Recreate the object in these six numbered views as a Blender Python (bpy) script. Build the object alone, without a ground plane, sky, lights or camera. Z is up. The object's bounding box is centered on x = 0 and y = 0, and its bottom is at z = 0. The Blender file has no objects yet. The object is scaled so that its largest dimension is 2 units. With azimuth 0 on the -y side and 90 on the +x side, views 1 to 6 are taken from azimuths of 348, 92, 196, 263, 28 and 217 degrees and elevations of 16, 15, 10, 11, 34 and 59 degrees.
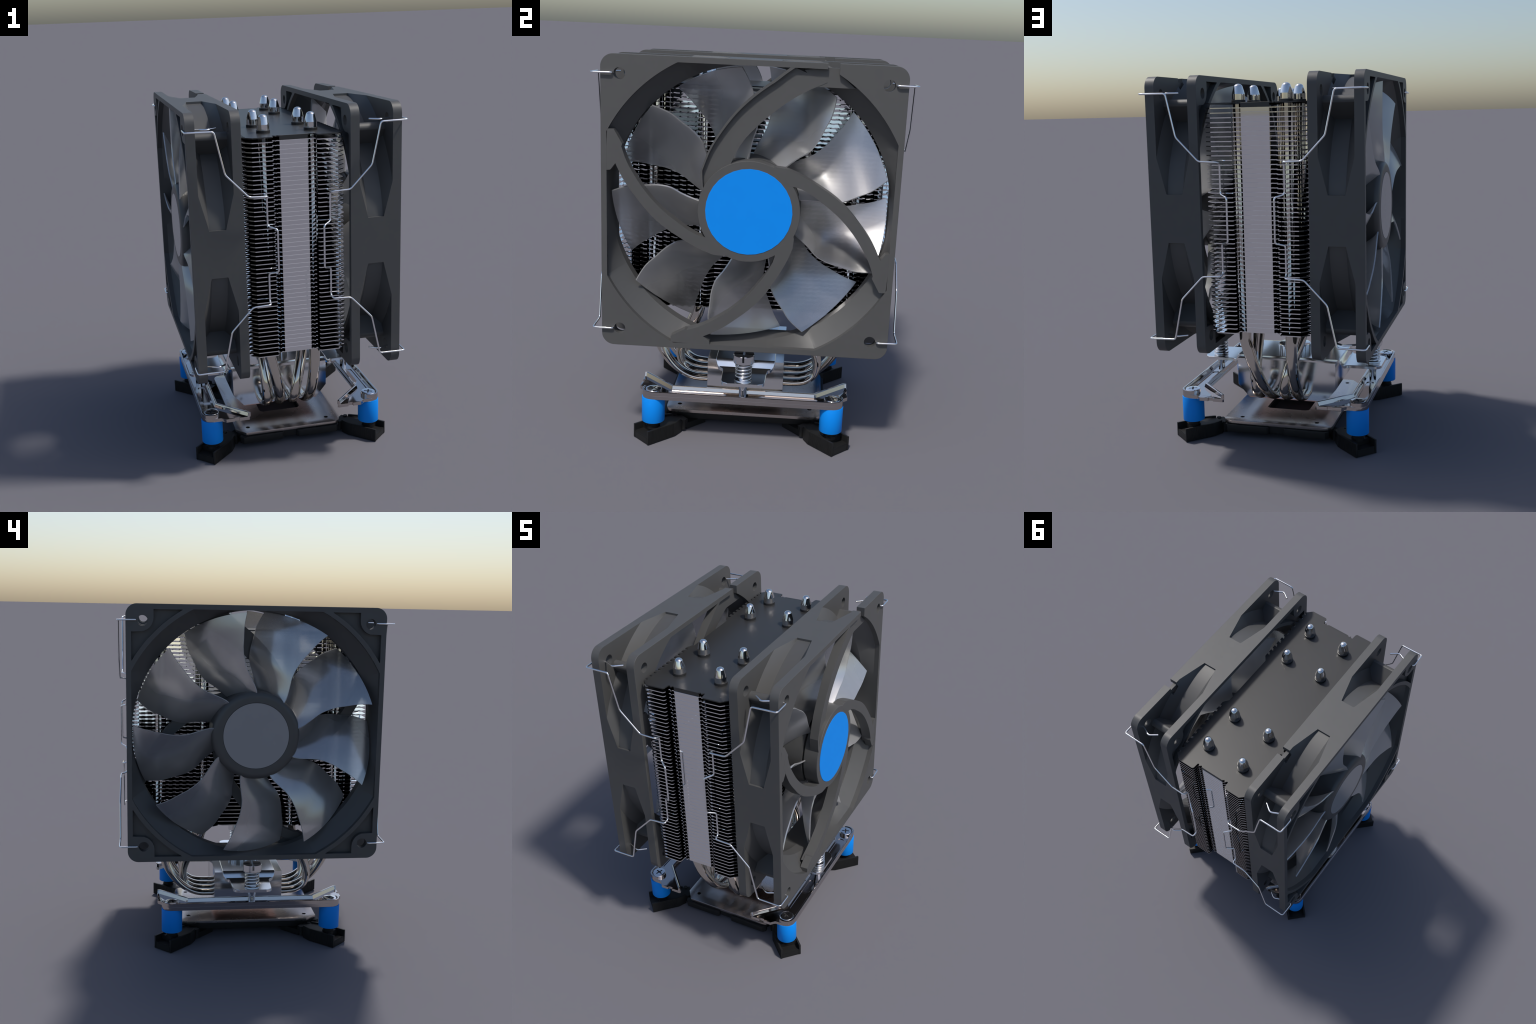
"""Twin-fan tower cooler for a processor: fin stack on four heat pipes, two
axial fans held by wire clips, mounting brackets and plastic back frame."""
import bpy, bmesh, math
from mathutils import Vector, Matrix

TAU = math.tau
CX, CY = -0.003, -0.002          # centre of the cooler in the frame
FAN_Z = 1.2765                   # height of both fan axes
FAN_DEPTH = 0.279
rad = math.radians


# ------------------------------------------------------------------ materials
def new_material(name, colour, metallic=0.0, rough=0.5, variation=0.0, vscale=8.0,
                 bump=0.0, bscale=200.0, rough_var=0.0, specular=0.5, transmission=0.0):
    m = bpy.data.materials.new(name)
    m.use_nodes = True
    nt = m.node_tree
    b = nt.nodes["Principled BSDF"]
    b.inputs["Metallic"].default_value = metallic
    b.inputs["Roughness"].default_value = rough
    b.inputs["Specular IOR Level"].default_value = specular
    b.inputs["Base Color"].default_value = (*colour, 1)
    b.inputs["Transmission Weight"].default_value = transmission
    tc = nt.nodes.new("ShaderNodeTexCoord")
    if variation > 0:
        n = nt.nodes.new("ShaderNodeTexNoise")
        n.inputs["Scale"].default_value = vscale
        n.inputs["Detail"].default_value = 4
        nt.links.new(tc.outputs["Object"], n.inputs["Vector"])
        r = nt.nodes.new("ShaderNodeValToRGB")
        r.color_ramp.elements[0].position = 0.3
        r.color_ramp.elements[1].position = 0.7
        r.color_ramp.elements[0].color = (*[c * (1 - variation) for c in colour], 1)
        r.color_ramp.elements[1].color = (*[min(1, c * (1 + variation)) for c in colour], 1)
        nt.links.new(n.outputs["Fac"], r.inputs["Fac"])
        nt.links.new(r.outputs["Color"], b.inputs["Base Color"])
        if rough_var > 0:
            mr = nt.nodes.new("ShaderNodeMapRange")
            mr.inputs["To Min"].default_value = max(0.0, rough - rough_var)
            mr.inputs["To Max"].default_value = rough + rough_var
            nt.links.new(n.outputs["Fac"], mr.inputs["Value"])
            nt.links.new(mr.outputs["Result"], b.inputs["Roughness"])
    if bump > 0:
        n2 = nt.nodes.new("ShaderNodeTexNoise")
        n2.inputs["Scale"].default_value = bscale
        nt.links.new(tc.outputs["Object"], n2.inputs["Vector"])
        bp = nt.nodes.new("ShaderNodeBump")
        bp.inputs["Strength"].default_value = bump
        bp.inputs["Distance"].default_value = 0.001
        nt.links.new(n2.outputs["Fac"], bp.inputs["Height"])
        nt.links.new(bp.outputs["Normal"], b.inputs["Normal"])
    return m


M_FRAME = new_material("fan_plastic", (0.071, 0.071, 0.071), 0.0, 0.5, 0.02, 20)
M_BLADE = new_material("blade_smoke_plastic", (0.58, 0.58, 0.59), 0.5, 0.2, 0.01, 6)


def smoky_blade(mat, sheet=0.38, lo=0.13, hi=0.36, f0=0.10, f1=0.92):
    """Glossy grey sheet that lets light glow through at slanting views and
    turns into smoky glass when it is faced squarely."""
    nt = mat.node_tree
    skin = nt.nodes["Principled BSDF"]
    out = nt.nodes["Material Output"]
    glow = nt.nodes.new("ShaderNodeBsdfTranslucent")
    glow.inputs["Color"].default_value = (0.85, 0.85, 0.86, 1)
    body = nt.nodes.new("ShaderNodeMixShader")
    body.inputs["Fac"].default_value = sheet
    nt.links.new(skin.outputs[0], body.inputs[1])
    nt.links.new(glow.outputs[0], body.inputs[2])
    glass = nt.nodes.new("ShaderNodeBsdfPrincipled")
    glass.inputs["Base Color"].default_value = (0.80, 0.80, 0.81, 1)
    glass.inputs["Metallic"].default_value = 0.35
    glass.inputs["Roughness"].default_value = 0.2
    glass.inputs["Transmission Weight"].default_value = 1.0
    lw = nt.nodes.new("ShaderNodeLayerWeight")
    lw.inputs["Blend"].default_value = 0.5
    mr = nt.nodes.new("ShaderNodeMapRange")
    for k, v in (("From Min", lo), ("From Max", hi), ("To Min", f0), ("To Max", f1)):
        mr.inputs[k].default_value = v
    nt.links.new(lw.outputs["Facing"], mr.inputs["Value"])
    final = nt.nodes.new("ShaderNodeMixShader")
    nt.links.new(mr.outputs["Result"], final.inputs["Fac"])
    nt.links.new(glass.outputs[0], final.inputs[1])
    nt.links.new(body.outputs[0], final.inputs[2])
    nt.links.new(final.outputs[0], out.inputs["Surface"])


smoky_blade(M_BLADE)
M_HUB = new_material("hub_plastic", (0.066, 0.066, 0.066), 0.0, 0.4, 0.03, 20)
M_BLUE = new_material("blue_enamel", (0.0015, 0.237, 0.785), 0.0, 0.5, 0.01, 12, specular=0.2)
M_LABEL = new_material("hub_label_gloss", (0.26, 0.265, 0.275), 0.0, 0.12, 0.01, 6, specular=1.0)
M_FIN = new_material("fin_chrome", (0.96, 0.96, 0.97), 1.0, 0.035, 0.01, 6)
M_TOP = new_material("top_plate_dark", (0.027, 0.027, 0.0275), 0.0, 0.36, 0.03, 10)
M_PIPE = new_material("pipe_nickel", (0.70, 0.65, 0.59), 1.0, 0.06, 0.02, 8)
M_CAP = new_material("cap_chrome", (0.86, 0.85, 0.83), 1.0, 0.05, 0.01, 10)
M_BLACK = new_material("black_plastic", (0.012, 0.012, 0.012), 0.0, 0.5, 0.08, 30, specular=0.3)
M_BLOCK = new_material("block_chrome", (0.90, 0.90, 0.90), 1.0, 0.16, 0.01, 8)
M_STEEL = new_material("bracket_steel", (0.60, 0.555, 0.53), 1.0, 0.08, 0.02, 8)
M_PLATE = new_material("back_plate_metal", (0.60, 0.54, 0.51), 1.0, 0.27, 0.02, 8, rough_var=0.03)
M_WIRE = new_material("clip_wire", (0.95, 0.95, 0.96), 1.0, 0.14, 0.01, 8)
M_SCREW = new_material("screw_steel", (0.80, 0.80, 0.81), 1.0, 0.12, 0.01, 8)
M_PAD = new_material("matt_black_pad", (0.008, 0.008, 0.008), 0.0, 0.9, 0.05, 30, specular=0.0)
M_COPPER = new_material("copper", (0.80, 0.47, 0.37), 1.0, 0.2, 0.03, 8)
M_SLOT_DARK = new_material("slot_dark_inlay", (0.02, 0.02, 0.022), 0.0, 0.5, 0.05, 20)  # near-black colour standing in for the shade inside the cross slots


# ------------------------------------------------------------------ mesh tools
ROOT = bpy.data.objects.new("processor_cooler", None)
bpy.context.scene.collection.objects.link(ROOT)
ROOT["label"] = "tall tower cooler with two grey fans and blue accents"
ROOT["category"] = "computer cooler"


def finish(bm, name, angle=32):
    bmesh.ops.remove_doubles(bm, verts=bm.verts, dist=1e-6)
    bmesh.ops.recalc_face_normals(bm, faces=bm.faces)
    me = bpy.data.meshes.new(name)
    bm.to_mesh(me)
    bm.free()
    me.shade_smooth()
    me.set_sharp_from_angle(angle=rad(angle))
    return me


def add(name, me, mat, parent=ROOT, loc=(0, 0, 0), rot=(0, 0, 0), scale=(1, 1, 1)):
    ob = bpy.data.objects.new(name, me)
    bpy.context.scene.collection.objects.link(ob)
    if mat is not None and not me.materials:
        me.materials.append(mat)
    ob.parent = parent
    ob.location, ob.rotation_euler, ob.scale = loc, rot, scale
    return ob


def prism(bm, pts, a, b, axis="z", bevel=0.0):
    """Extrude a 2D outline from a to b. axis x: pts are (y, z); z: (x, y)."""
    def P(p, w):
        if axis == "z":
            return (p[0], p[1], w)
        if axis == "x":
            return (w, p[0], p[1])
        return (p[0], w, p[1])
    lo = [bm.verts.new(P(p, a)) for p in pts]
    hi = [bm.verts.new(P(p, b)) for p in pts]
    n = len(pts)
    faces = [bm.faces.new(lo[::-1]), bm.faces.new(hi)]
    for i in range(n):
        faces.append(bm.faces.new((lo[i], lo[(i + 1) % n], hi[(i + 1) % n], hi[i])))
    if bevel > 0:
        es = set()
        for f in faces[:2]:
            es.update(f.edges)
        bmesh.ops.bevel(bm, geom=list(es), offset=bevel, segments=2, profile=0.6, affect='EDGES')


def box(bm, x0, x1, y0, y1, z0, z1, bevel=0.0):
    prism(bm, [(x0, y0), (x1, y0), (x1, y1), (x0, y1)], z0, z1, "z", bevel)


def loops_to_faces(bm, loops, closed=False):
    rings = [[bm.verts.new(p) for p in l] for l in loops]
    n = len(rings[0])
    pairs = list(zip(rings, rings[1:])) + ([(rings[-1], rings[0])] if closed else [])
    for A, B in pairs:
        for i in range(n):
            j = (i + 1) % n
            bm.faces.new((A[i], A[j], B[j], B[i]))
    return rings


def revolve(bm, profile, n=48, axis="z", centre=(0, 0, 0)):
    """profile: list of (radius, height), capped at both ends."""
    loops = []
    for r, h in profile:
        l = []
        for i in range(n):
            a = TAU * i / n
            c, s = r * math.cos(a), r * math.sin(a)
            p = (c, s, h) if axis == "z" else (h, c, s)
            l.append(tuple(p[k] + centre[k] for k in range(3)))
        loops.append(l)
    rings = loops_to_faces(bm, loops)
    bm.faces.new(rings[0][::-1])
    bm.faces.new(rings[-1])


def fillet(points, r, seg=5):
    """Round the corners of a 3D polyline."""
    P = [Vector(p) for p in points]
    out = [P[0]]
    for i in range(1, len(P) - 1):
        a, b, c = P[i - 1], P[i], P[i + 1]
        d = min(r, (a - b).length * 0.45, (c - b).length * 0.45)
        s, e = b + (a - b).normalized() * d, b + (c - b).normalized() * d
        for k in range(seg + 1):
            t = k / seg
            out.append(s * (1 - t) ** 2 + b * 2 * t * (1 - t) + e * t ** 2)
    out.append(P[-1])
    return out


def sweep(bm, path, section, up=None, scales=None, caps=True):
    """Carry a 2D section (list of (a, b)) along a path; up fixes the b axis."""
    path = [Vector(p) for p in path]
    n = len(path)
    frame_b = None
    loops = []
    for i, p in enumerate(path):
        t0 = (path[i] - path[max(i - 1, 0)])
        t1 = (path[min(i + 1, n - 1)] - path[i])
        t = (t0.normalized() if t0.length > 0 else Vector()) + (t1.normalized() if t1.length > 0 else Vector())
        t.normalize()
        mitre = 1.0
        if 0 < i < n - 1:
            mitre = 1 / max(0.5, math.cos(t0.angle(t1) / 2))
        if up is not None:
            a = t.cross(Vector(up)).normalized()
            b = Vector(up)
        else:
            if frame_b is None:
                ref = Vector((0, 0, 1)) if abs(t.z) < 0.9 else Vector((1, 0, 0))
                b = (ref - t * ref.dot(t)).normalized()
            else:
                b = (frame_b - t * frame_b.dot(t)).normalized()
            frame_b = b
            a = t.cross(b)
            mitre = 1.0
        sa, sb = scales[i] if scales else (1, 1)
        loops.append([p + a * (q[0] * sa * mitre) + b * (q[1] * sb) for q in section])
    rings = loops_to_faces(bm, loops)
    if caps:
        bm.faces.new(rings[0][::-1])
        bm.faces.new(rings[-1])


def circle(r, n=12):
    return [(r * math.cos(TAU * i / n), r * math.sin(TAU * i / n)) for i in range(n)]


def spline(xs, ys, x):
    """Smooth monotone-parameter interpolation through control values."""
    if x <= xs[0]:
        return ys[0]
    if x >= xs[-1]:
        return ys[-1]
    i = max(k for k in range(len(xs) - 1) if xs[k] <= x)
    def slope(k):
        if k == 0:
            return (ys[1] - ys[0]) / (xs[1] - xs[0])
        if k == len(xs) - 1:
            return (ys[-1] - ys[-2]) / (xs[-1] - xs[-2])
        return (ys[k + 1] - ys[k - 1]) / (xs[k + 1] - xs[k - 1])
    h = xs[i + 1] - xs[i]
    t = (x - xs[i]) / h
    return ((2 * t ** 3 - 3 * t ** 2 + 1) * ys[i] + (t ** 3 - 2 * t ** 2 + t) * h * slope(i)
            + (3 * t ** 2 - 2 * t ** 3) * ys[i + 1] + (t ** 3 - t ** 2) * h * slope(i + 1))


def boolean(me, cutter, op="DIFFERENCE", name="cut", angle=32):
    a = bpy.data.objects.new("tmp_a", me)
    b = bpy.data.objects.new("tmp_b", cutter)
    for o in (a, b):
        bpy.context.scene.collection.objects.link(o)
    md = a.modifiers.new("b", "BOOLEAN")
    md.operation, md.object, md.solver = op, b, "EXACT"
    bpy.context.view_layer.update()
    dg = bpy.context.evaluated_depsgraph_get()
    out = bpy.data.meshes.new_from_object(a.evaluated_get(dg))
    out.name = name
    for o in (a, b):
        bpy.data.objects.remove(o)
    out.materials.clear()
    out.shade_smooth()
    out.set_sharp_from_angle(angle=rad(angle))
    return out


def outline_round(pts, r, seg=4):
    """Round the corners of a closed 2D outline; r may be a number or a list."""
    n = len(pts)
    out = []
    for i in range(n):
        rr = r[i] if isinstance(r, (list, tuple)) else r
        a, b, c = Vector(pts[i - 1]), Vector(pts[i]), Vector(pts[(i + 1) % n])
        if rr <= 0:
            out.append((b.x, b.y))
            continue
        d = min(rr, (a - b).length * 0.48, (c - b).length * 0.48)
        s, e = b + (a - b).normalized() * d, b + (c - b).normalized() * d
        for k in range(seg + 1):
            t = k / seg
            q = s * (1 - t) ** 2 + b * 2 * t * (1 - t) + e * t ** 2
            out.append((q.x, q.y))
    return out


# ------------------------------------------------------------------------ fan
HALF = 0.7235          # half side of the fan frame
OPEN_R, OPEN_H = 0.783, 0.696
THROAT = 0.697
FLANGE = 0.049
SHROUD_MID, SHROUD_END = 0.7225, 0.787


def square_r(a, h, c):
    """Polar radius of a square of half side h with corner radius c."""
    a = abs((a + math.pi / 4) % (math.pi / 2) - math.pi / 4)
    k = h - c
    if h * math.tan(a) <= k:
        return h / math.cos(a)
    # corner arc centred on (k, k)
    d = k * (math.cos(a) + math.sin(a))
    return d + math.sqrt(max(0.0, d * d - 2 * k * k + c * c))


def opening_r(a):
    return min(OPEN_R, OPEN_H / max(abs(math.cos(a)), abs(math.sin(a))))


def web_r(a):
    """Thick rounded web on each diagonal, reaching towards the screw hole."""
    d = abs((a % (math.pi / 2)) - math.pi / 4)
    w, R, c = 0.027, 0.846, 0.024
    if d < 1e-6:
        return R
    r_side = w / math.sin(d)
    if r_side * math.cos(d) <= R - c:
        return r_side
    if R * math.tan(d) <= w - c:
        return R / math.cos(d)
    kx, ky = R - c, w - c
    b = kx * math.cos(d) + ky * math.sin(d)
    return b + math.sqrt(max(0, b * b - kx * kx - ky * ky + c * c))


POCKET_T0, POCKET_T1, POCKET_U = 0.126, 0.310, 0.096
A0, A1 = math.atan(POCKET_T0 / HALF), math.atan(POCKET_T1 / HALF)


def off_axis(a):
    """Angle from the nearest face centre, 0 to 45 degrees."""
    return abs((a + math.pi / 4) % (math.pi / 2) - math.pi / 4)


def rim_r(a):
    """Outside of the shroud next to the flanges: flat sides, then a flare."""
    flat = HALF / math.cos(off_axis(a))
    return max(min(SHROUD_END, flat), web_r(a))


def rim_u(a):
    """How far the flat side reaches in from the flange before the pocket starts."""
    d = off_axis(a)
    t = HALF * math.tan(d)
    if t <= POCKET_T0:
        return POCKET_U
    if t >= POCKET_T1:
        return FLANGE + 0.0006
    return POCKET_U + (FLANGE + 0.0006 - POCKET_U) * (t - POCKET_T0) / (POCKET_T1 - POCKET_T0)


def floor_r(a):
    """Bottom of the side pockets, with a small step at their narrow end."""
    d = off_axis(a)
    if d <= A0 + 1e-4:
        return HALF / math.cos(d)
    return max(SHROUD_MID, web_r(a))


def fan_angles():
    s = {round(TAU * i / 240, 7) for i in range(240)}
    edge = math.acos(OPEN_H / OPEN_R)
    for q in range(4):
        for e in [edge, -edge, A0, -A0, A0 + 0.003, -A0 - 0.003, A1, -A1]:
            s.add(round((q * math.pi / 2 + e) % TAU, 7))
        for k in range(-14, 15):
            s.add(round(q * math.pi / 2 + math.pi / 4 + rad(0.28 * k), 7))
    out = []
    for a in sorted(s):
        if not out or a - out[-1] > 4e-4:
            out.append(a)
    return out


def fan_frame_mesh():
    A = fan_angles()
    L = FAN_DEPTH

    def ring(u, f):
        return [(u, f(a) * math.cos(a), f(a) * math.sin(a)) for a in A]

    def ring_u(g, f):
        return [(g(a), f(a) * math.cos(a), f(a) * math.sin(a)) for a in A]

    def sq(d):
        return lambda a: square_r(a, HALF - d, 0.062 - d)

    def mix(t):
        s = max(0.0, (t - 0.28) / 0.72)
        return lambda a: opening_r(a) * (1 - s) + THROAT * s

    flare = 0.108
    steps = [0, 0.28, 0.52, 0.76, 1.0]
    loops = [ring(flare * k, mix(k)) for k in steps]
    loops += [ring(L - flare * k, mix(k)) for k in reversed(steps)]
    loops += [ring(L, sq(0.001)), ring(L - 0.001, sq(0)), ring(L - FLANGE, sq(0)),
              ring(L - FLANGE, rim_r), ring_u(lambda a: L - rim_u(a), rim_r),
              ring(L - POCKET_U - 0.0003, floor_r), ring(POCKET_U + 0.0003, floor_r),
              ring_u(rim_u, rim_r), ring(FLANGE, rim_r),
              ring(FLANGE, sq(0)), ring(0.001, sq(0)), ring(0, sq(0.001))]
    bm = bmesh.new()
    loops_to_faces(bm, loops, closed=True)
    me = finish(bm, "frame_raw")
    # cut screw holes, corner recesses on the inlet face and the cable notch
    c = bmesh.new()
    for sy in (1, -1):
        for sz in (1, -1):
            revolve(c, [(0.0285, -0.05), (0.0285, L + 0.05)], 32, "x", (0, 0.633 * sy, 0.633 * sz))
            arc = [(0.808 * math.cos(t), 0.808 * math.sin(t)) for t in [rad(31.0 + (59.0 - 31.0) * k / 14) for k in range(15)]]
            shape = [(0.694, 0.573), (0.694, 0.425)] + arc + [(0.425, 0.694), (0.573, 0.694), (0.573, 0.650)]
            shape += [(0.573 + 0.077 * (1 - math.cos(t)), 0.650 - 0.077 * math.sin(t)) for t in [rad(90 * k / 6) for k in range(1, 7)]]
            shape = shape[:-1]
            shape = [(p[0] * sy, p[1] * sz) for p in shape]
            prism(c, shape, -0.05, 0.034, "x")
    cut = finish(c, "cutter")
    me = boolean(me, cut, name="fan_frame")
    c = bmesh.new()
    prism(c, [(0.343, 0.66), (0.398, 0.66), (0.400, 0.78), (0.343, 0.78)], L - 0.060, L + 0.05, "x")
    me = boolean(me, finish(c, "cutter2"), name="fan_frame")
    bm = bmesh.new()
    bm.from_mesh(me)
    # stator struts
    up = [(.235, 68), (.268, 58), (.283, 51), (.311, 38.4), (.364, 23.5), (.445, 9.8), (.54, -3.1), (.632, -12.4), (.694, -18.5), (.722, -20.8)]
    lo = [(.235, 36), (.268, 29.6), (.313, 19.3), (.367, 9), (.461, -3), (.561, -13.4), (.64, -20.4), (.702, -26.2), (.722, -27.3)]

    def edge(ctrl, n=22):
        xs, ys = [c[0] for c in ctrl], [c[1] for c in ctrl]
        o = []
        for k in range(n + 1):
            r = xs[0] + (xs[-1] - xs[0]) * k / n
            a = rad(spline(xs, ys, r))
            o.append((r, a))
        return o

    def strip(e1, e2, u0, u1, turn, end=None):
        pts = [(r * math.cos(a + turn), r * math.sin(a + turn)) for r, a in e1]
        pts += [(r * math.cos(a + turn), r * math.sin(a + turn)) for r, a in reversed(e2)]
        loopA = [bm.verts.new((u0, *p)) for p in pts]
        loopB = [bm.verts.new((u1, *p)) for p in pts]
        n = len(e1)
        m = len(pts)
        for i in range(n - 1):
            j = m - 1 - i
            bm.faces.new((loopA[i], loopA[i + 1], loopA[j - 1], loopA[j]))
            bm.faces.new((loopB[i + 1], loopB[i], loopB[j], loopB[j - 1]))
        for i in range(m):
            j = (i + 1) % m
            bm.faces.new((loopA[j], loopA[i], loopB[i], loopB[j]))

    U = L - 0.0004
    E1, E2 = edge(up), edge(lo)
    for q in (0, 2, 3):
        strip(E1, E2, U - 0.062, U, q * math.pi / 2)
        # foot where the strut meets the frame
        foot1 = [(.680, rad(-19.0)), (.700, rad(-14.5)), (.722, rad(-13.8))]
        foot2 = [(.690, rad(-26.0)), (.758, rad(-29.4)), (.786, rad(-28.3))]
        strip(foot1, foot2, U - 0.046, U - 0.0002, q * math.pi / 2)
    # wide cable channel strut at the top: thin outer wall, recessed floor
    q = math.pi / 2
    far = [(.235, 26), (.265, 19.6), (.325, 9.6), (.403, -1.7), (.477, -9.9), (.569, -17.8), (.655, -24), (.692, -26.7), (.722, -28.5)]
    near = [(.235, 74), (.268, 62), (.308, 51.4), (.325, 43.8), (.403, 23.7), (.508, 6.9), (.626, -6.9), (.69, -11.8), (.722, -14)]
    wide, out_edge = edge(far), edge(near)
    wall = edge([(c[0], c[1] - (0.017 / c[0]) * 57.3) for c in near])
    strip(out_edge, wall, U - 0.050, U, q)
    strip(wall, wide, U - 0.050, U - 0.022, q)
    prism(bm, [(0.235, 0.688), (0.300, 0.612), (0.478, 0.611), (0.404, 0.672), (0.400, 0.702), (0.341, 0.702)], U - 0.046, U - 0.0235, "x")
    me = bpy.data.meshes.new("fan_frame")
    bmesh.ops.recalc_face_normals(bm, faces=bm.faces)
    bm.to_mesh(me)
    bm.free()
    me.shade_smooth()
    me.set_sharp_from_angle(angle=rad(11))
    return me


def motor_mesh():
    bm = bmesh.new()
    U = FAN_DEPTH - 0.0008
    revolve(bm, [(0.243, 0.188), (0.250, 0.195), (0.250, U - 0.0015), (0.2487, U)], 72, "x")
    return finish(bm, "motor_housing")


def disc_mesh(name, r, u0, u1, n):
    bm = bmesh.new()
    revolve(bm, [(r, u0), (r, u1)], n, "x")
    return finish(bm, name)


def hub_mesh():
    bm = bmesh.new()
    prof = [(0.252, 0.182), (0.252, 0.045)]
    for k in range(1, 9):
        t = rad(90 * k / 8)
        prof.append((0.218 + 0.034 * math.cos(t), 0.045 - 0.032 * math.sin(t)))
    prof += [(0.190, 0.013), (0.188, 0.0145)]
    revolve(bm, prof, 72, "x")
    return finish(bm, "rotor_hub", 30)


def blade_mesh():
    lead = ([.24, .265, .33, .39, .47, .55, .62, .69], [5.5, 4.2, -0.8, -4.0, -4.4, -3.0, -1.8, 0])
    trail = ([.24, .26, .35, .40, .46, .54, .60, .69], [-1, -2.2, -5.8, -8.0, -7.6, -5.2, -3.8, 0])
    nr, ns = 20, 18
    bm = bmesh.new()

    def mid(i, j):
        r = 0.243 + (0.6885 - 0.243) * i / nr
        s = j / ns
        al = rad(spline(*lead, r))
        at = rad(-29.8 + spline(*trail, r))
        a = al + (at - al) * s
        k = i / nr
        u0 = 0.024
        u1 = 0.204 + 0.008 * k
        f = s + 0.40 * (s * s - s)
        return Vector((u0 + (u1 - u0) * f, r * math.cos(a), r * math.sin(a)))

    G = [[mid(i, j) for j in range(ns + 1)] for i in range(nr + 1)]

    def normal(i, j):
        d1 = G[min(i + 1, nr)][j] - G[max(i - 1, 0)][j]
        d2 = G[i][min(j + 1, ns)] - G[i][max(j - 1, 0)]
        return d1.cross(d2).normalized()

    def thick(i, j):
        s = j / ns
        return 0.0036 + 0.0012 * math.sin(math.pi * s)

    side = []
    for sg in (1, -1):
        side.append([[bm.verts.new(G[i][j] + normal(i, j) * (sg * thick(i, j))) for j in range(ns + 1)] for i in range(nr + 1)])
    for S in side:
        for i in range(nr):
            for j in range(ns):
                bm.faces.new((S[i][j], S[i + 1][j], S[i + 1][j + 1], S[i][j + 1]))
    a, b = side
    for i in range(nr):
        for j in (0, ns):
            bm.faces.new((a[i][j], a[i + 1][j], b[i + 1][j], b[i][j]))
    for j in range(ns):
        for i in (0, nr):
            bm.faces.new((a[i][j], a[i][j + 1], b[i][j + 1], b[i][j]))
    return finish(bm, "fan_blade", 40)


FRAME_ME, MOTOR_ME, HUB_ME, BLADE_ME = fan_frame_mesh(), motor_mesh(), hub_mesh(), blade_mesh()
BACK_LABEL_ME = disc_mesh("round_back_label", 0.2125, FAN_DEPTH - 0.002, FAN_DEPTH + 0.0012, 32)
FRONT_LABEL_ME = disc_mesh("round_front_label", 0.1865, 0.0120, 0.0150, 48)
for x in (-0.567, 0.2825):
    fan = add("fan_frame", FRAME_ME, M_FRAME, loc=(x, CY + 0.001, FAN_Z))
    add("motor_housing", MOTOR_ME, M_FRAME, fan)
    add("round_back_label", BACK_LABEL_ME, M_BLUE, fan)
    add("rotor_hub", HUB_ME, M_HUB, fan)
    add("round_front_label", FRONT_LABEL_ME, M_LABEL, fan)
    for k in range(9):
        add("fan_blade", BLADE_ME, M_BLADE, fan, rot=(rad(4.9 + 40 * k), 0, 0))

# ------------------------------------------------------------------- fin stack
FX, FY = -0.005, -0.004
FIN_N, FIN_Z0, FIN_Z1, FIN_T = 50, 0.6795, 1.8325, 0.005
PITCH = (FIN_Z1 - FIN_Z0) / (FIN_N - 1)


def fin_outline():
    """One quarter of the fin, mirrored twice."""
    q = [(0.0745, 0.6690), (0.0790, 0.6685), (0.0800, 0.6660), (0.0850, 0.6625), (0.0905, 0.6660), (0.0920, 0.6710),
         (0.0985, 0.6720), (0.1020, 0.6650), (0.1075, 0.6615), (0.1130, 0.6650), (0.1155, 0.7000), (0.1230, 0.7080),
         (0.2250, 0.7080), (0.2650, 0.6700)]
    tooth, y = 0.0405, 0.674
    teeth = []
    for k in range(11):
        a = 0.225 + tooth * k
        teeth.append([(0.267, a), (0.267, a + 0.0215), (0.2500, a + 0.0180), (0.2500, a + 0.0335)])
    t = [p for tt in teeth for p in tt]
    q += t[::-1]
    q += [(0.263, 0.218), (0.2410, 0.190)]
    full = q[:]
    full += [(x, -y) for x, y in reversed(q)]
    full += [(-x, -y) for x, y in q]
    full += [(-x, y) for x, y in reversed(q)]
    return full


def fin_mesh(name, tab, t=FIN_T, tab_drop=PITCH):
    bm = bmesh.new()
    prism(bm, fin_outline(), -t / 2, t / 2, "z")
    if tab:
        for s in (1, -1):
            y0, y1 = 0.6630, 0.6715
            z1, z0 = t / 2 + 0.0003, -(tab_drop - t / 2) + 0.0005
            prof = [(y0, z0), (y1 - 0.0003, z0), (y1, z0 + 0.0008), (y1, z1 - 0.0007), (y1 - 0.0007, z1), (y0, z1)]
            prism(bm, [(s * p[0], p[1]) for p in prof], -0.0745, 0.0745, "x")
    return finish(bm, name, 20)


FIN_ME, FIN_LOW_ME = fin_mesh("cooling_fin", True), fin_mesh("cooling_fin_lowest", False)
for k in range(FIN_N):
    add("cooling_fin", FIN_LOW_ME if k == 0 else FIN_ME, M_FIN, loc=(FX, FY, FIN_Z0 + PITCH * k))
add("top_plate", fin_mesh("top_plate", True, 0.006, 0.0242), M_TOP, loc=(FX, FY, 1.8565))
PLATE_TOP = 1.8595

# ------------------------------------------------------------------ heat pipes
PIPE_R = 0.033
LEG_X, LEG_OUT, LEG_IN = 0.1285, 0.532, 0.276


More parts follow.
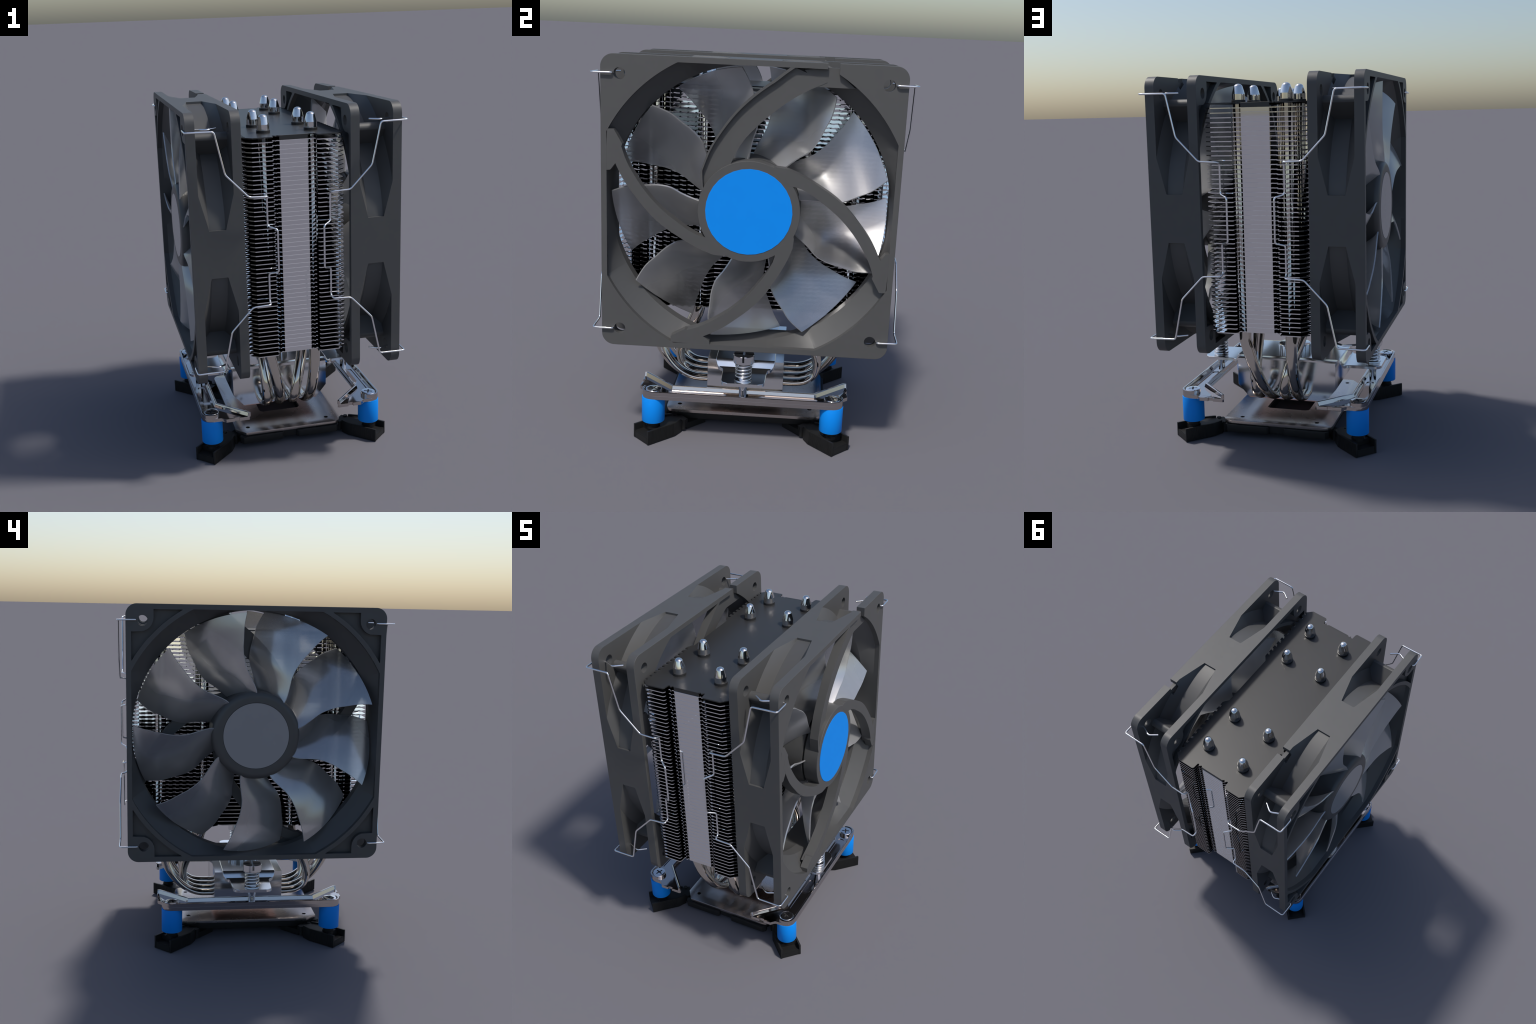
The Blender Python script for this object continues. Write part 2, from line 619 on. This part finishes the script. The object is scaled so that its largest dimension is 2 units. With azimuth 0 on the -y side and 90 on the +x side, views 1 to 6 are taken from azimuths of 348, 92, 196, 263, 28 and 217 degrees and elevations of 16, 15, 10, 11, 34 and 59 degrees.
def leg(sx, sy, y_top, slot):
    """Centre line of one pipe half from the base (y = 0) up to the cap."""
    pts = [(slot, 0.0, 0.212), (slot, sy * 0.12, 0.212)]
    if y_top > 0.4:                       # wide quarter ellipse to the outer row
        a, b, yc, zc = y_top - 0.262, 0.388, 0.262, 0.600
        for k in range(25):
            t = rad(90 * k / 24)
            s = (1 - math.cos(t))
            x = slot + (sx * LEG_X - slot) * (s ** 1.1)
            pts.append((x, sy * (yc + a * math.sin(t)), zc - b * math.cos(t)))
        pts.append((sx * LEG_X, sy * y_top, 0.64))
    else:                                 # bulges outward, then leans back in
        zs = [(0.212, 0.20), (0.213, 0.27), (0.224, 0.330), (0.260, 0.376), (0.315, 0.392), (0.38, 0.384),
              (0.46, 0.352), (0.54, 0.312), (0.61, 0.285), (0.66, y_top)]
        m = 24
        for k in range(m + 1):
            f = k / m * (len(zs) - 1)
            idx = list(range(len(zs)))
            z, y = spline(idx, [p[0] for p in zs], f), spline(idx, [p[1] for p in zs], f)
            s = max(0, (z - 0.24) / 0.40)
            s = min(1, s)
            pts.append((slot + (sx * LEG_X - slot) * s * s * (3 - 2 * s), sy * y, z))
    pts.append((sx * LEG_X, sy * y_top, PLATE_TOP - 0.002))
    return [Vector(p) for p in pts]


def cap_mesh():
    bm = bmesh.new()
    prof = [(0.0335, 0.0), (0.0335, 0.044), (0.0330, 0.046), (0.0290, 0.062), (0.0245, 0.076)]
    for k in range(1, 9):
        t = rad(86 * k / 8)
        prof.append((0.0235 * math.cos(t), 0.0775 + 0.0185 * math.sin(t)))
    revolve(bm, prof, 40)
    return finish(bm, "pipe_cap", 9)


def collar_mesh():
    bm = bmesh.new()
    revolve(bm, [(0.0365, -0.001), (0.0365, 0.0135), (0.0345, 0.0145)], 40)
    return finish(bm, "pipe_collar")


CAP_ME, COLLAR_ME = cap_mesh(), collar_mesh()
# (slot, x side, +y leg, -y leg)
PIPES = [(-0.122, -1, LEG_OUT, LEG_IN), (-0.040, -1, LEG_IN, LEG_OUT),
         (0.040, 1, LEG_OUT, LEG_IN), (0.122, 1, LEG_IN, LEG_OUT)]
for slot, sx, yp, ym in PIPES:
    path = leg(sx, -1, ym, slot)[::-1] + leg(sx, 1, yp, slot)[1:]
    sc = []
    for p in path:
        k = min(1, max(0, (p.z - 0.24) / 0.25))
        sc.append((0.97, 0.62 + 0.38 * k))
    bm = bmesh.new()
    # section axes: a along x, b in the bend plane
    n = len(path)
    loops = []
    for i, p in enumerate(path):
        t = (path[min(i + 1, n - 1)] - path[max(i - 1, 0)]).normalized()
        a = Vector((1, 0, 0))
        a = (a - t * a.dot(t)).normalized()
        b = t.cross(a)
        loops.append([p + a * (q[0] * sc[i][0]) + b * (q[1] * sc[i][1]) for q in circle(PIPE_R, 28)])
    rings = loops_to_faces(bm, loops)
    bm.faces.new(rings[0][::-1]); bm.faces.new(rings[-1])
    pipe = add("heat_pipe", finish(bm, "heat_pipe", 50), M_PIPE, loc=(CX, CY, 0))
    for p in (path[0], path[-1]):
        add("pipe_collar", COLLAR_ME, M_TOP, pipe, loc=(p.x, p.y, PLATE_TOP))
        add("pipe_cap", CAP_ME, M_CAP, pipe, loc=(p.x, p.y, PLATE_TOP))

# ------------------------------------------------------------------- wire clips
WIRE_R = 0.0050


def clip_mesh():
    """A clip for the +x, +y side; the other three are mirrored copies."""
    c = 1.279
    half = [(0.403, 0.663, 0.634), (0.451, 0.698, 0.634), (0.515, 0.668, 0.634), (0.5755, 0.666, 0.634),
            (0.5745, 0.767, 0.633), (0.431, 0.767, 0.631), (0.384, 0.767, 0.415), (0.267, 0.765, 0.293),
            (0.170, 0.765, 0.289), (0.168, 0.7305, 0.281), (0.168, 0.7305, 0.128), (0.124, 0.766, 0.114)]
    pts = [(x, y, c + z) for x, y, z in half] + [(x, y, c - z) for x, y, z in reversed(half)]
    bm = bmesh.new()
    sweep(bm, fillet(pts, 0.014), circle(WIRE_R, 10))
    return finish(bm, "wire_clip", 60)


CLIP_ME = clip_mesh()
for sx in (1, -1):
    for sy in (1, -1):
        add("wire_clip", CLIP_ME, M_WIRE, loc=(0, 0, 0), scale=(sx, sy, 1))

# ------------------------------------------------------------------ base block
bm = bmesh.new()
prism(bm, [(-0.230, 0.164), (0.230, 0.164), (0.292, 0.236), (0.292, 0.394), (-0.292, 0.394), (-0.292, 0.236)],
      -0.2075, 0.2075, "y", 0.002)
block_me = finish(bm, "base_block")
block = add("base_block", block_me, M_BLOCK, loc=(CX, CY, 0))

bm = bmesh.new()
box(bm, -0.226, 0.226, -0.203, 0.203, 0.158, 0.1635, 0.001)
add("contact_plate", finish(bm, "contact_plate"), M_COPPER, block)

# cross bar: raised centre over the block, stepped ends for the spring screws
half = [(0, 0.160), (0.300, 0.160), (0.318, 0.152), (0.336, 0.128), (0.360, 0.1185), (0.400, 0.1175),
        (0.500, 0.1135), (0.524, 0.106), (0.535, 0.086), (0.5355, 0.0)]


def bar_width(x):
    return spline([0, 0.30, 0.318, 0.336, 0.36, 0.40, 0.50, 0.515, 0.528, 0.536],
                  [0.160, 0.160, 0.152, 0.128, 0.1185, 0.1175, 0.1135, 0.109, 0.096, 0.080], x)


def bar_height(x):
    if x < 0.300:
        return 0.4045
    if x > 0.330:
        return 0.363
    t = (x - 0.300) / 0.030
    return 0.4045 + (0.363 - 0.4045) * (t * t * (3 - 2 * t))


bm = bmesh.new()
xs = [0, 0.15, 0.296, 0.300, 0.306, 0.312, 0.318, 0.324, 0.330, 0.336, 0.345, 0.36, 0.40, 0.45, 0.50, 0.508, 0.515, 0.522, 0.528, 0.533, 0.536]
xs = [-x for x in reversed(xs[1:])] + xs
loops = []
for x in xs:
    w, h = bar_width(abs(x)), bar_height(abs(x))
    th = 0.017
    ch = 0.002
    loops.append([(x, -w, h - th), (x, w, h - th), (x, w, h - ch), (x, w - ch, h), (x, -w + ch, h), (x, -w, h - ch)])
rings = loops_to_faces(bm, loops)
bm.faces.new(rings[0][::-1]); bm.faces.new(rings[-1])
bar = add("cross_bar", finish(bm, "cross_bar", 22), M_BLOCK, loc=(CX, CY, 0))

# knurled nut in the middle of the cross bar
bm = bmesh.new()
prof = []
for i in range(144):
    a = TAU * i / 144
    r = 0.0965 if (i % 6) < 4 else 0.0935
    prof.append((r * math.cos(a), r * math.sin(a)))
prism(bm, prof, 0.4045, 0.4425)
revolve(bm, [(0.0935, 0.4415), (0.0915, 0.4470), (0.088, 0.4480)], 64)
add("knurled_nut", finish(bm, "knurled_nut"), M_SCREW, bar)

# spring screws
for sx in (1, -1):
    bm = bmesh.new()
    revolve(bm, [(0.053, 0.459), (0.055, 0.462), (0.055, 0.502), (0.053, 0.505)], 48)
    head = finish(bm, "head")
    c = bmesh.new()
    box(c, -0.09, 0.09, -0.0055, 0.0055, 0.475, 0.55)
    head = boolean(head, finish(c, "slot"), name="spring_screw")
    c = bmesh.new()
    box(c, -0.0055, 0.0055, -0.09, 0.09, 0.488, 0.55)
    head = boolean(head, finish(c, "slot2"), name="spring_screw")
    bm = bmesh.new()
    bm.from_mesh(head)
    revolve(bm, [(0.026, 0.365), (0.026, 0.460)], 32)
    revolve(bm, [(0.014, 0.256), (0.020, 0.262), (0.020, 0.30), (0.024, 0.318), (0.024, 0.366)], 32)
    revolve(bm, [(0.047, 0.3635), (0.047, 0.367)], 40)
    sc = add("spring_screw", finish(bm, "spring_screw"), M_SCREW, bar, loc=(0.4705 * sx, 0, 0))
    bm = bmesh.new()
    path, turns, steps = [], 4.6, 150
    for k in range(steps + 1):
        f = k / steps
        z = 0.370 + 0.086 * f
        path.append((0.0385 * math.cos(TAU * turns * f), 0.0385 * math.sin(TAU * turns * f), z))
    sweep(bm, path, circle(0.0062, 10))
    add("coil_spring", finish(bm, "coil_spring", 60), M_SCREW, bar, loc=(0.4705 * sx, 0, 0))

# ------------------------------------------------------------------- brackets
SCREW_X, SCREW_Y = 0.4715, 0.4725


def bracket_mesh():
    """Bracket of the +x side: long bar with angled ears at both ends."""
    end = [(0.4715, -0.531)]
    arc = [(SCREW_X + 0.0575 * math.cos(rad(a)), -SCREW_Y + 0.0575 * math.sin(rad(a))) for a in range(-90, 1, 10)]
    half = [(0.422, -0.372), (0.262, -0.538), (0.259, -0.549), (0.266, -0.556), (0.322, -0.556), (0.322, -0.544), (0.352, -0.544),
            (0.352, -0.556), (0.400, -0.556), (0.4045, -0.550), (0.414, -0.538), (0.424, -0.530)] + arc
    outline = half + [(x, -y) for x, y in reversed(half)]
    bm = bmesh.new()
    prism(bm, outline, 0.2425, 0.262, "z", 0.0012)
    floor = finish(bm, "floor", 20)
    # shallow elongated grooves in the floor of the bar
    c = bmesh.new()
    for s in (1, -1):
        xa, xb, ya, yb = 0.452, 0.494, 0.085, 0.400
        pts = outline_round([(xa, s * ya), (xb, s * ya), (xb, s * yb), (xa, s * yb)], 0.020, 6)
        prism(c, pts, 0.2575, 0.30)
    floor = boolean(floor, finish(c, "groove"), name="floor", angle=22)
    bm = bmesh.new()
    bm.from_mesh(floor)
    # raised lips: trapezoid sections with a sloping inner face
    def lip(path, flip):
        s = -1 if flip else 1
        sec = [(0.0, 0.0), (0.0, 0.0225), (-0.003 * s, 0.0235), (-0.008 * s, 0.0235), (-0.0105 * s, 0.021), (-0.0175 * s, 0.0)]
        sweep(bm, [Vector((p[0], p[1], 0.2605)) for p in path], sec, up=(0, 0, 1))
    arc_in = [(SCREW_X + 0.0573 * math.cos(rad(a)), -SCREW_Y + 0.0573 * math.sin(rad(a))) for a in range(-118, 1, 8)]
    outer = arc_in + [(x, -y) for x, y in reversed(arc_in)]
    lip(outer, False)
    inner = [(0.2595, -0.5535), (0.2605, -0.541), (0.268, -0.531), (0.4222, -0.372), (0.4222, 0.372), (0.268, 0.531), (0.2605, 0.541), (0.2595, 0.5535)]
    lip(inner, True)
    return finish(bm, "mount_bracket", 20)


def phillips_mesh():
    bm = bmesh.new()
    revolve(bm, [(0.043, 0.238), (0.043, 0.278), (0.040, 0.2815), (0.030, 0.283)], 48)
    me = finish(bm, "head")
    c = bmesh.new()
    box(c, -0.024, 0.024, -0.0045, 0.0045, 0.270, 0.30)
    me = boolean(me, finish(c, "s1"), name="cross_head_screw")
    c = bmesh.new()
    box(c, -0.0045, 0.0045, -0.024, 0.024, 0.268, 0.30)
    me = boolean(me, finish(c, "s2"), name="cross_head_screw")
    return me


BR_ME, PH_ME = bracket_mesh(), phillips_mesh()
bm = bmesh.new()
revolve(bm, [(0.0600, 0.1040), (0.0605, 0.1050), (0.0605, 0.2410), (0.0600, 0.2420)], 28)
SPACER_ME = finish(bm, "spacer_sleeve")
bm = bmesh.new()
revolve(bm, [(0.036, 0.060), (0.036, 0.078), (0.0325, 0.0785), (0.0325, 0.1045)], 28)
STEM_ME = finish(bm, "sleeve_stem")
bm = bmesh.new()
box(bm, -0.0235, 0.0235, -0.0042, 0.0042, 0.2695, 0.2712)
box(bm, -0.0042, 0.0042, -0.0235, 0.0235, 0.2680, 0.2697)
SLOT_DARK_ME = finish(bm, "slot_dark_inlay")  # added thin dark plates on the slot floors; the slots themselves are cut
for sx in (1, -1):
    br = add("mount_bracket", BR_ME, M_STEEL, loc=(CX, CY, 0), scale=(sx, 1, 1))
    for sy in (1, -1):
        turn = rad(20 if sx * sy > 0 else 65)
        s = add("cross_head_screw", PH_ME, M_SCREW, br, loc=(SCREW_X, SCREW_Y * sy, 0), rot=(0, 0, turn))
        add("slot_dark_inlay", SLOT_DARK_ME, M_SLOT_DARK, br, loc=(SCREW_X, SCREW_Y * sy, 0), rot=(0, 0, turn))

# ------------------------------------------------------- back plate and frame
PLATE_Z0, PLATE_Z1 = 0.0775, 0.0940
outline = outline_round([(-0.315, -0.431), (0.315, -0.431), (0.315, 0.431), (-0.315, 0.431)], [0.0, 0.055, 0.055, 0.055], 7)
outline = [(-0.316, -0.366), (-0.265, -0.431)] + outline[1:]
bm = bmesh.new()
prism(bm, outline, PLATE_Z0, PLATE_Z1, "z", 0.0015)
me = finish(bm, "raw")
c = bmesh.new()
prism(c, outline_round([(-0.127, -0.186), (0.127, -0.186), (0.127, 0.186), (-0.127, 0.186)], 0.03, 5), 0.05, 0.12)
for x, y in ((-0.242, -0.363), (0.242, -0.363), (0.2185, 0.363), (-0.2185, 0.363)):
    revolve(c, [(0.0125, 0.05), (0.0125, 0.12)], 20, "z", (x, y, 0))
add("back_plate", boolean(me, finish(c, "holes"), name="back_plate"), M_PLATE, loc=(CX, CY, 0))

bm = bmesh.new()
core = outline_round([(-0.298, -0.425), (0.298, -0.425), (0.298, 0.425), (-0.298, 0.425)], 0.06, 5)
prism(bm, core, 0.036, 0.0750, "z", 0.002)
core_me = finish(bm, "core")
c = bmesh.new()
prism(c, outline_round([(-0.131, -0.190), (0.131, -0.190), (0.131, 0.190), (-0.131, 0.190)], 0.03, 5), 0.0, 0.12)
core_me = boolean(core_me, finish(c, "window"), name="core")
bm = bmesh.new()
bm.from_mesh(core_me)
for sx in (1, -1):                       # thick bars along the front and back edges
    for sy in (1, -1):
        pts = [(0.042, 0.40), (0.283, 0.40), (0.300, 0.415), (0.300, 0.430), (0.283, 0.447), (0.052, 0.447), (0.042, 0.437)]
        prism(bm, [(sx * x, sy * y) for x, y in pts], 0.0335, 0.0735, "z", 0.003)
back_frame = add("plastic_back_frame", finish(bm, "plastic_back_frame"), M_BLACK, loc=(CX, CY, 0))



def arm_mesh():
    """Arm lying along +x of its own frame, origin under the sleeve."""
    bm = bmesh.new()
    W, wall, end = 0.0655, 0.0105, 0.0795
    # solid body with tapered inner end
    prism(bm, [(-0.150, -0.046), (-0.098, -W + 0.002), (0.026, -W + 0.002), (0.026, W - 0.002), (-0.098, W - 0.002), (-0.150, 0.046)], 0.0, 0.0690)
    # pocket floor at the tip, and a frame line on its face
    prism(bm, [(0.0262, -W + 0.002), (end - 0.002, -W + 0.002), (end - 0.002, W - 0.002), (0.0262, W - 0.002)], 0.0003, 0.0400)
    prism(bm, [(end - 0.003, -W + 0.013), (end - 0.0005, -W + 0.013), (end - 0.0005, W - 0.013), (end - 0.003, W - 0.013)], 0.006, 0.0340)
    for s in (1, -1):
        prism(bm, [(end, s * W), (-0.098, s * W), (-0.152, s * 0.047), (-0.152, s * (0.047 - wall)), (-0.100, s * (W - wall)), (end, s * (W - wall))], -0.0001 + 0.0001, 0.0765, "z", 0.0008)
        for k in range(20):             # fine grip ribs on the flanks
            x = 0.072 - 0.0085 * k
            box(bm, x - 0.0022, x + 0.0022, *(sorted((s * (W - 0.001), s * (W + 0.0016)))), 0.002, 0.0745)
    # neck stepping down to the centre frame
    prism(bm, [(-0.200, -0.040), (-0.145, -0.044), (-0.145, 0.044), (-0.200, 0.040)], 0.012, 0.062)
    prism(bm, [(-0.330, -0.034), (-0.195, -0.038), (-0.195, 0.038), (-0.330, 0.034)], 0.0005, 0.0350)
    # hinge pins either side of the neck
    for s in (1, -1):
        revolve(bm, [(0.013, 0.010), (0.013, 0.066)], 16, "z", (-0.172, s * 0.040, 0))
    return finish(bm, "frame_arm")


ARM_ME = arm_mesh()
for sx in (1, -1):
    for sy in (1, -1):
        a = add("frame_arm", ARM_ME, M_BLACK, back_frame, loc=(SCREW_X * sx, SCREW_Y * sy, 0), rot=(0, 0, math.atan2(sy, sx)))
        add("sleeve_stem", STEM_ME, M_BLACK, back_frame, loc=(SCREW_X * sx, SCREW_Y * sy, 0))
        add("spacer_sleeve", SPACER_ME, M_BLUE, loc=(CX + SCREW_X * sx, CY + SCREW_Y * sy, 0))

bpy.context.view_layer.update()
